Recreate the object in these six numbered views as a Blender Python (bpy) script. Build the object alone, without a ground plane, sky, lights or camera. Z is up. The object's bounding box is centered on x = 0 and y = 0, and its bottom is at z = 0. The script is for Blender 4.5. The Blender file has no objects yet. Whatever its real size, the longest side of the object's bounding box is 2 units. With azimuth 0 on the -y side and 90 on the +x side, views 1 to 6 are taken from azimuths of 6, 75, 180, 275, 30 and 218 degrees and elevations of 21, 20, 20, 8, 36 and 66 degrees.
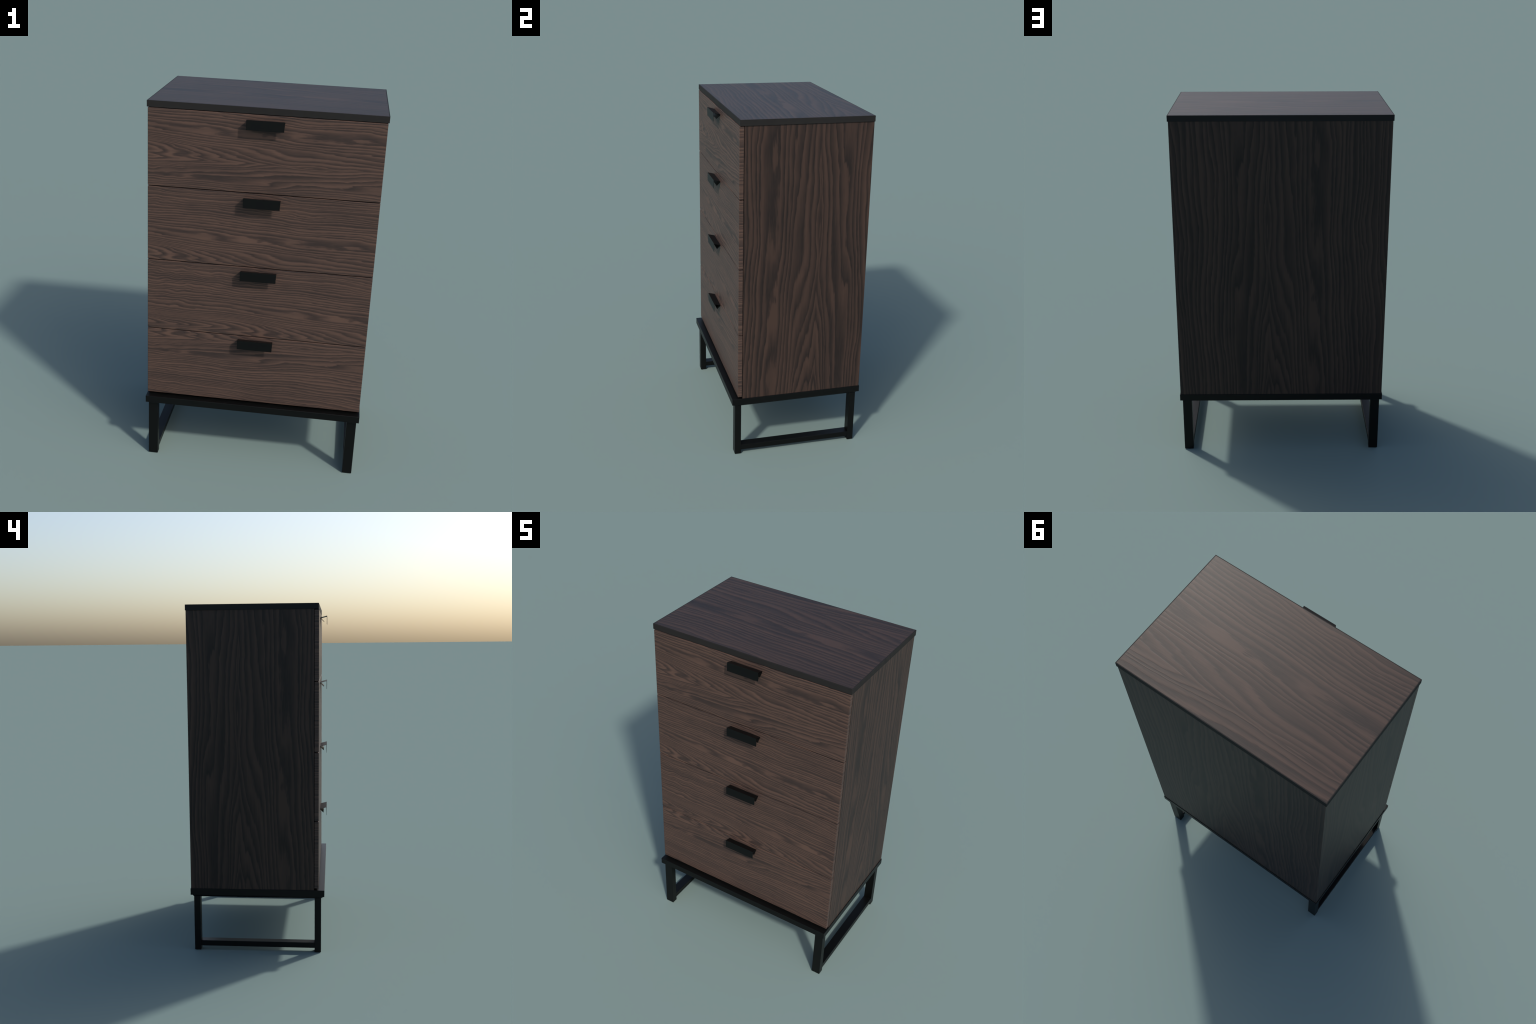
"""Tall four-drawer chest: dark walnut-veneer case on a black steel frame."""
import bpy, bmesh, math
from mathutils import Vector

# ----------------------------------------------------------------- dimensions
X_CASE = 0.5828                 # half width of the case
Y_BACK, Y_CASE = 0.3893, -0.3255  # back and front of the carcass
Y_FRONT = -0.3520               # face of the drawer fronts
Z_PLATE = 0.3738                # top of the steel base plate = bottom of carcass
Z_SLAB, Z_TOP = 1.9680, 2.0     # underside and top of the top panel
X_SLAB, Y_SLAB_F, Y_SLAB_B = 0.5876, -0.3510, 0.3922
X_RAIL, Y_RAIL_F, Y_RAIL_B = 0.5866, -0.3850, 0.3922
Z_RAIL = 0.3352
LEG_X, LEG_W, LEG_D = 0.5735, 0.0518, 0.0370
LEG_YF, LEG_YB = -0.3662, 0.3742
DRAWER_EDGES = [(1.5718, 1.9648), (1.1745, 1.5676), (0.7792, 1.1703), (0.3845, 0.7750)]
HANDLE_TOP = [1.9455, 1.5524, 1.1595, 0.7668]
HANDLE_X = 0.0925

# ------------------------------------------------------------------ mesh tools
def new_object(name, bm, mat, parent=None, smooth=False):
    me = bpy.data.meshes.new(name)
    bmesh.ops.recalc_face_normals(bm, faces=bm.faces)
    bm.to_mesh(me)
    bm.free()
    for m in (mat if isinstance(mat, (list, tuple)) else [mat]):
        me.materials.append(m)
    ob = bpy.data.objects.new(name, me)
    bpy.context.scene.collection.objects.link(ob)
    ob.parent = parent
    return ob

def box(bm, x0, x1, y0, y1, z0, z1, bevel=0.0, seg=2):
    vs = [bm.verts.new((x, y, z)) for z in (z0, z1) for y in (y0, y1) for x in (x0, x1)]
    fs = [bm.faces.new([vs[i] for i in q]) for q in
          ((0, 2, 3, 1), (4, 5, 7, 6), (0, 1, 5, 4), (2, 6, 7, 3), (0, 4, 6, 2), (1, 3, 7, 5))]
    if bevel:
        edges = list({e for f in fs for e in f.edges})
        bmesh.ops.bevel(bm, geom=edges, offset=bevel, segments=seg, profile=0.5, affect='EDGES')
    return vs

def box_object(name, dims, mat, parent, bevel=0.0, seg=2):
    bm = bmesh.new()
    box(bm, *dims, bevel=bevel, seg=seg)
    return new_object(name, bm, mat, parent)

def prism(bm, profile, x0, x1):
    """Extrude a closed (y, z) outline along x."""
    a = [bm.verts.new((x0, y, z)) for y, z in profile]
    b = [bm.verts.new((x1, y, z)) for y, z in profile]
    n = len(profile)
    for i in range(n):
        bm.faces.new((a[i], a[(i + 1) % n], b[(i + 1) % n], b[i]))
    bm.faces.new(a)
    bm.faces.new(list(reversed(b)))

# ------------------------------------------------------------------- materials
class Nodes:
    """Small helper to wire math nodes."""
    def __init__(self, tree):
        self.t = tree
    def node(self, kind, **props):
        n = self.t.nodes.new(kind)
        for k, v in props.items():
            setattr(n, k, v)
        return n
    def put(self, sock, v):
        if isinstance(v, bpy.types.NodeSocket):
            self.t.links.new(v, sock)
        else:
            sock.default_value = v
    def math(self, op, a, b=0.0, c=0.0):
        n = self.node('ShaderNodeMath', operation=op)
        for i, v in enumerate((a, b, c)):
            self.put(n.inputs[i], v)
        return n.outputs[0]
    def add(self, *xs):
        r = xs[0]
        for x in xs[1:]:
            r = self.math('ADD', r, x)
        return r
    def mul(self, a, b):
        return self.math('MULTIPLY', a, b)
    def sub(self, a, b):
        return self.math('SUBTRACT', a, b)
    def vec(self, x, y, z=0.0):
        n = self.node('ShaderNodeCombineXYZ')
        for i, v in enumerate((x, y, z)):
            self.put(n.inputs[i], v)
        return n.outputs[0]
    def noise(self, vector, scale=1.0, detail=2.0, rough=0.5):
        n = self.node('ShaderNodeTexNoise', noise_dimensions='3D')
        self.put(n.inputs['Vector'], vector)
        n.inputs['Scale'].default_value = scale
        n.inputs['Detail'].default_value = detail
        n.inputs['Roughness'].default_value = rough
        return n.outputs['Fac']
    def curve(self, x, pts, x_range, y_range, linear=False):
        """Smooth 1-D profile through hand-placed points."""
        x0, x1 = x_range
        y0, y1 = y_range
        n = self.node('ShaderNodeFloatCurve')
        m = n.mapping
        c = m.curves[0]
        while len(c.points) < len(pts):
            c.points.new(0.5, 0.5)
        for p, (px, py) in zip(c.points, sorted(pts)):
            p.location = ((px - x0) / (x1 - x0), (py - y0) / (y1 - y0))
            p.handle_type = 'VECTOR' if linear else 'AUTO_CLAMPED'
        m.update()
        t = self.math('DIVIDE', self.sub(x, x0), x1 - x0)
        self.put(n.inputs['Value'], t)
        return self.math('MULTIPLY_ADD', n.outputs[0], y1 - y0, y0)
    def ramp(self, fac, stops, interp='LINEAR'):
        n = self.node('ShaderNodeValToRGB')
        r = n.color_ramp
        r.interpolation = interp
        while len(r.elements) < len(stops):
            r.elements.new(0.5)
        for e, (p, c) in zip(r.elements, stops):
            e.position = p
            e.color = (*c, 1) if isinstance(c, tuple) else (c, c, c, 1)
        self.put(n.inputs[0], fac)
        return n.outputs['Color']

CASE_TONE = 0.56                # the case veneer is stained darker than the drawer fronts
WOOD_LIGHT = (0.0900, 0.0548, 0.0424)
WOOD_DARK = (0.0300, 0.0222, 0.0203)

def wood_group():
    """Plain-sawn figure: growth-ring number N(a, b), a along the grain, b across it.
    Contours of N give straight grain at the board's sides, pointed cathedrals on b = 0.1."""
    g = bpy.data.node_groups.new('plain_sawn_figure', 'ShaderNodeTree')
    g.interface.new_socket('Along', in_out='INPUT', socket_type='NodeSocketFloat')
    g.interface.new_socket('Across', in_out='INPUT', socket_type='NodeSocketFloat')
    g.interface.new_socket('Tone', in_out='INPUT', socket_type='NodeSocketFloat')
    g.interface.new_socket('Color', in_out='OUTPUT', socket_type='NodeSocketColor')
    g.interface.new_socket('Height', in_out='OUTPUT', socket_type='NodeSocketFloat')
    N = Nodes(g)
    gi, go = N.node('NodeGroupInput'), N.node('NodeGroupOutput')
    a, b0 = gi.outputs['Along'], gi.outputs['Across']

    def cen(x, amp):                       # noise 0..1 -> -amp..amp
        return N.mul(N.sub(x, 0.5), 2 * amp)
    # gentle sideways wander of the whole figure
    wander = cen(N.noise(N.vec(N.mul(a, 1.3), N.mul(b0, 2.2), 3.7), 1.0, 1.0), 0.032)
    b = N.add(b0, wander)

    across = N.curve(b, [(-0.75, 32.5), (-0.60, 26.4), (-0.42, 18.6), (-0.30, 13.2), (-0.225, 10.1),
                         (-0.19, 9.25), (-0.13, 8.6), (-0.10, 7.3), (-0.06, 5.0), (-0.015, 3.0),
                         (0.025, 2.15), (0.06, 1.25), (0.10, 0.0), (0.13, 1.05), (0.155, 1.9),
                         (0.21, 3.0), (0.25, 4.8), (0.35, 9.7), (0.47, 14.4), (0.60, 20.0), (0.75, 27.0)],
                     (-0.75, 0.75), (0.0, 34.0), linear=True)
    # the heart of the board gets tighter-ringed towards its upper end
    tight = N.mul(N.math('MINIMUM', N.math('ABSOLUTE', N.sub(b, 0.10)), 0.10),
                  N.curve(a, [(-1.0, 0.0), (0.85, 0.0), (1.5, 12.0), (2.1, 13.0)], (-1.0, 2.1), (-1.0, 14.0)))
    across = N.add(across, tight)
    along = N.curve(a, [(-0.95, -4.6), (-0.40, -2.7), (0.05, -1.05), (0.294, 0.0), (0.53, 1.0), (0.765, 2.0),
                        (1.03, 3.0), (1.18, 3.35), (1.32, 3.15), (1.55, 3.0), (1.785, 3.2), (2.05, 3.9)],
                    (-1.0, 2.1), (-6.0, 6.0))
    spread = N.curve(b, [(-0.75, 0.12), (-0.25, 0.22), (-0.05, 0.75), (0.05, 1.0), (0.20, 1.0),
                         (0.30, 0.3), (0.75, 0.1)], (-0.75, 0.75), (0.0, 1.2))
    # shoulder left of the cathedrals (tight S-bends) and plateau right of them (wide blunt tips)
    bend = N.mul(N.curve(b, [(-0.75, 0.0), (-0.11, 0.0), (-0.03, 0.8), (0.02, 1.0), (0.085, 0.0), (0.75, 0.0)],
                         (-0.75, 0.75), (-0.1, 1.1)),
                 N.mul(N.math('MINIMUM', N.sub(a, 0.95), 0.0), 2.2))
    blunt = N.mul(N.curve(b, [(-0.75, 0.0), (0.11, 0.0), (0.17, 0.9), (0.21, 1.0), (0.28, 0.0), (0.75, 0.0)],
                          (-0.75, 0.75), (-0.1, 1.1)),
                  N.mul(N.math('MINIMUM', N.sub(a, 1.2), 0.0), -1.7))
    slant = N.mul(N.math('SMOOTH_MAX', N.sub(b, 0.27), 0.0, 0.05), N.mul(N.sub(a, 1.0), -9.0))
    broad = cen(N.noise(N.vec(N.mul(a, 1.9), N.mul(b0, 5.5), 1.3), 1.0, 1.0), 0.85)
    mid = cen(N.noise(N.vec(N.mul(a, 3.4), N.mul(b0, 20.0), 8.1), 1.0, 1.0), 0.45)
    fine = cen(N.noise(N.vec(N.mul(a, 14.0), N.mul(b0, 110.0), 2.9), 1.0, 2.0), 0.20)
    # patches of wavy, stepped figure
    patch = N.math('SMOOTH_MAX', N.mul(N.sub(N.noise(N.vec(N.mul(a, 1.6), N.mul(b0, 3.0), 9.4), 1.0, 0.0), 0.46), 4.0), 0.0, 0.2)
    wavy = N.mul(cen(N.noise(N.vec(N.mul(a, 6.0), N.mul(b0, 7.0), 4.2), 1.0, 1.0), 1.2), patch)
    smooth_rings = N.add(across, N.mul(along, spread), slant, bend, blunt, broad, mid, fine, wavy)
    # uneven growth: narrow and wide years
    uneven = cen(N.noise(N.vec(N.mul(smooth_rings, 0.55), 0.0, 6.6), 1.0, 1.0), 0.85)
    rings = N.add(smooth_rings, uneven)

    t = N.math('FRACT', rings)
    saw = N.ramp(t, [(0.0, 0.34), (0.09, 0.0), (0.24, 0.14), (0.52, 0.58), (0.84, 1.0), (0.95, 0.90), (1.0, 0.34)])
    # ring-to-ring contrast, cloudy tone, fibres
    ring_id = N.noise(N.vec(N.mul(N.math('FLOOR', rings), 7.31), N.mul(a, 0.6), 0.0), 1.0, 1.0)
    cloud = N.noise(N.vec(N.mul(a, 1.7), N.mul(b0, 10.0), 5.5), 1.0, 3.0)
    fibre = N.noise(N.vec(N.mul(a, 6.0), N.mul(b0, 300.0), 7.7), 1.0, 4.0, 0.65)
    # fainter hairlines inside each ring, and streaks that break the rings up
    hair = N.ramp(N.math('FRACT', N.math('MULTIPLY_ADD', rings, 2.0, 0.35)),
                  [(0.0, 0.5), (0.12, 0.1), (0.5, 0.4), (0.85, 1.0), (1.0, 0.5)])
    streak = N.noise(N.vec(N.mul(a, 3.2), N.mul(b0, 75.0), 11.3), 1.0, 2.0)
    contrast = N.math('MULTIPLY_ADD', ring_id, 0.9, 0.42)
    v = N.add(N.mul(N.mul(saw, contrast), N.math('MULTIPLY_ADD', streak, 0.6, 0.68)), N.mul(N.sub(hair, 0.45), 0.10), cen(cloud, 0.34), cen(fibre, 0.42), 0.05)
    vn = N.node('ShaderNodeClamp')
    N.put(vn.inputs[0], v)
    mix = N.node('ShaderNodeMix', data_type='RGBA')
    N.put(mix.inputs['Factor'], vn.outputs[0])
    mix.inputs['A'].default_value = (*WOOD_DARK, 1)
    mix.inputs['B'].default_value = (*WOOD_LIGHT, 1)
    stain = N.node('ShaderNodeMix', data_type='RGBA', blend_type='MULTIPLY')
    stain.inputs['Factor'].default_value = 1.0
    N.put(stain.inputs['A'], mix.outputs['Result'])
    N.put(stain.inputs['B'], N.vec(gi.outputs['Tone'], gi.outputs['Tone'], gi.outputs['Tone']))
    N.put(go.inputs['Color'], stain.outputs['Result'])
    N.put(go.inputs['Height'], N.add(N.mul(saw, 0.6), N.mul(fibre, 0.5)))
    return g

def wood_material(name, group, along, across, tone=1.0, roughness=0.44):
    """along / across: (axis, scale, offset) taken from object coordinates."""
    m = bpy.data.materials.new(name)
    m.use_nodes = True
    t = m.node_tree
    N = Nodes(t)
    bsdf = t.nodes['Principled BSDF']
    tc = N.node('ShaderNodeTexCoord')
    sep = N.node('ShaderNodeSeparateXYZ')
    t.links.new(tc.outputs['Object'], sep.inputs[0])
    gn = N.node('ShaderNodeGroup')
    gn.node_tree = group
    gn.inputs['Tone'].default_value = tone
    for key, (ax, k, off) in (('Along', along), ('Across', across)):
        N.put(gn.inputs[key], N.math('MULTIPLY_ADD', sep.outputs['XYZ'.index(ax)], k, off))
    t.links.new(gn.outputs['Color'], bsdf.inputs['Base Color'])
    bump = N.node('ShaderNodeBump')
    bump.inputs['Strength'].default_value = 0.12
    bump.inputs['Distance'].default_value = 0.002
    t.links.new(gn.outputs['Height'], bump.inputs['Height'])
    t.links.new(bump.outputs['Normal'], bsdf.inputs['Normal'])
    bsdf.inputs['Roughness'].default_value = roughness
    bsdf.inputs['Specular IOR Level'].default_value = 0.2
    return m

def plain_material(name, color, roughness, grain=0.0, specular=0.2):
    m = bpy.data.materials.new(name)
    m.use_nodes = True
    t = m.node_tree
    N = Nodes(t)
    bsdf = t.nodes['Principled BSDF']
    tc = N.node('ShaderNodeTexCoord')
    n = N.noise(tc.outputs['Object'], 9.0, 3.0)
    lo = tuple(c * (1 - grain) for c in color)
    hi = tuple(c * (1 + grain) for c in color)
    t.links.new(N.ramp(n, [(0.3, lo), (0.7, hi)]), bsdf.inputs['Base Color'])
    bsdf.inputs['Roughness'].default_value = roughness
    bsdf.inputs['Specular IOR Level'].default_value = specular
    return m

figure = wood_group()
side_wood = wood_material('veneer_upright_side', figure, ('Z', 1.0, 0.0), ('Y', 1.0, 0.0), CASE_TONE)
back_wood = wood_material('veneer_upright_back', figure, ('Z', 1.0, 0.0), ('X', 1.0, 0.033), CASE_TONE)
top_wood = wood_material('veneer_top', figure, ('X', -0.84, 1.08), ('Y', 0.95, -0.152), CASE_TONE)
Q = 1.736                       # the drawer veneer has a smaller figure
drawer_shift = [(0.985, 0.113 + 1.714 * Q), (0.985, 0.113 + 1.1667 * Q),
                (0.122, 0.020 + 0.824 * Q), (0.985, 0.113 + 0.728 * Q)]
drawer_wood = [wood_material('veneer_drawer', figure, ('X', Q, da), ('Z', -Q, db)) for da, db in drawer_shift]
edge_band = plain_material('dark_edge_band', (0.0175, 0.0170, 0.0165), 0.6, 0.05, 0.08)
steel = plain_material('black_powder_coated_steel', (0.0018, 0.0020, 0.0020), 0.42, 0.08)
shadow_board = plain_material('board_blackened_as_gap_shadow', (0.004, 0.004, 0.004), 0.8, 0.05)  # near-black colour paints in the shadow seen through the drawer gaps

# ------------------------------------------------------------------------ build
chest = bpy.data.objects.new('chest_of_drawers', None)
bpy.context.scene.collection.objects.link(chest)
chest['label'] = 'tall dark walnut chest with four drawers on black metal legs'
chest['category'] = 'dresser'

def group_empty(name):
    e = bpy.data.objects.new(name, None)
    bpy.context.scene.collection.objects.link(e)
    e.parent = chest
    return e

# carcass -------------------------------------------------------------------
T = 0.018
def upright_board(name, outline, mat):
    """Board with an (x, y) footprint standing from base plate to top panel."""
    bm = bmesh.new()
    lo = [bm.verts.new((x, y, Z_PLATE)) for x, y in outline]
    hi = [bm.verts.new((x, y, Z_SLAB)) for x, y in outline]
    n = len(outline)
    for i in range(n):
        bm.faces.new((lo[i], lo[(i + 1) % n], hi[(i + 1) % n], hi[i]))
    bm.faces.new(lo)
    bm.faces.new(list(reversed(hi)))
    return new_object(name, bm, mat, chest)

# sides and back meet in mitred corners, so no board end shows
MITRE = 0.012
GAP = 0.0001
for s in (-1, 1):
    upright_board('side_panel', [(s * X_CASE, Y_CASE), (s * X_CASE, Y_BACK - GAP),
                                 (s * (X_CASE - MITRE), Y_BACK - MITRE - GAP),
                                 (s * (X_CASE - T), Y_BACK - MITRE - GAP), (s * (X_CASE - T), Y_CASE)], side_wood)
upright_board('back_panel', [(X_CASE, Y_BACK), (-X_CASE, Y_BACK),
                             (-X_CASE + MITRE, Y_BACK - MITRE), (X_CASE - MITRE, Y_BACK - MITRE)], back_wood)
box_object('inner_panel', (-X_CASE + T, X_CASE - T, Y_CASE + 0.0015, Y_CASE + 0.012, Z_PLATE, Z_SLAB),
           shadow_board, chest)
box_object('bottom_panel', (-X_CASE + T, X_CASE - T, Y_CASE + 0.012, Y_BACK - 0.012, Z_PLATE, Z_PLATE + T),
           shadow_board, chest)

# top panel: dark-edged core with a veneer sheet let into its upper face
LIP = 0.0048
top = box_object('top_panel', (-X_SLAB, X_SLAB, Y_SLAB_F, Y_SLAB_B, Z_SLAB, Z_TOP - 0.0004), edge_band, chest, 0.0006, 1)
box_object('top_veneer', (-X_SLAB + LIP, X_SLAB - LIP, Y_SLAB_F + LIP, Y_SLAB_B - LIP, Z_TOP - 0.004, Z_TOP),
           top_wood, top)

# drawers and their folded-sheet pulls ---------------------------------------
def handle_mesh():
    """Folded sheet: shelf rising from the drawer to the fold, drop front, short brace below."""
    th = 0.0016
    yb, yf = Y_FRONT, -0.3920
    bm = bmesh.new()
    prism(bm, [(yb, -0.0105), (yf, 0.0), (yf, -0.0500), (yf + th, -0.0500),
               (yf + th, -th), (yb, -0.0105 - th)], -HANDLE_X, HANDLE_X)
    prism(bm, [(yb, -0.0105 - th), (-0.3738, -0.0335), (-0.3738, -0.0335 - th * 1.3), (yb, -0.0105 - th * 2.4)],
          -HANDLE_X + 0.0005, HANDLE_X - 0.0005)
    return bm

pull = None
for (z0, z1), wood, zh in zip(DRAWER_EDGES, drawer_wood, HANDLE_TOP):
    d = box_object('drawer', (-X_CASE, X_CASE, Y_FRONT, Y_CASE - 0.0022, z0, z1), wood, chest, 0.0020, 2)
    if pull is None:
        pull = new_object('handle', handle_mesh(), steel, d)
        h = pull
    else:
        h = pull.copy()
        bpy.context.scene.collection.objects.link(h)
        h.parent = d
    h.location = (0, 0, zh)

# steel base -----------------------------------------------------------------
base = group_empty('base_frame')
bm = bmesh.new()
box(bm, -X_RAIL, X_RAIL, Y_RAIL_F, Y_RAIL_B, Z_RAIL, Z_PLATE, 0.0008, 1)
# sloped lower lip that the legs are welded to
zt, zb = Z_RAIL + 0.0005, 0.3240
gx, gf, gb = 0.0085, 0.0085, 0.0085
lo = [(-LEG_X, LEG_YF), (LEG_X, LEG_YF), (LEG_X, LEG_YB), (-LEG_X, LEG_YB)]
hi = [(-LEG_X - gx, LEG_YF - gf), (LEG_X + gx, LEG_YF - gf), (LEG_X + gx, LEG_YB + gb), (-LEG_X - gx, LEG_YB + gb)]
vl = [bm.verts.new((x, y, zb)) for x, y in lo]
vh = [bm.verts.new((x, y, zt)) for x, y in hi]
for i in range(4):
    j = (i + 1) % 4
    bm.faces.new((vl[i], vl[j], vh[j], vh[i]))
bm.faces.new(list(reversed(vl)))
bm.faces.new(vh)
new_object('base_plate', bm, steel, base)

leg = None
for sx in (-1, 1):
    for y0 in (LEG_YF, LEG_YB - LEG_D):
        x0 = -LEG_X if sx < 0 else LEG_X - LEG_W
        if leg is None:
            leg = box_object('leg', (0, LEG_W, 0, LEG_D, 0.0, zb), steel, base, 0.0012, 2)
            ob = leg
        else:
            ob = leg.copy()
            bpy.context.scene.collection.objects.link(ob)
        ob.location = (x0, y0, 0)
    x0 = -LEG_X if sx < 0 else LEG_X - LEG_W
    box_object('stretcher', (x0 + 0.0003, x0 + LEG_W - 0.0003, LEG_YF + LEG_D, LEG_YB - LEG_D, 0.0245, 0.0565),
               steel, base, 0.0008, 1)
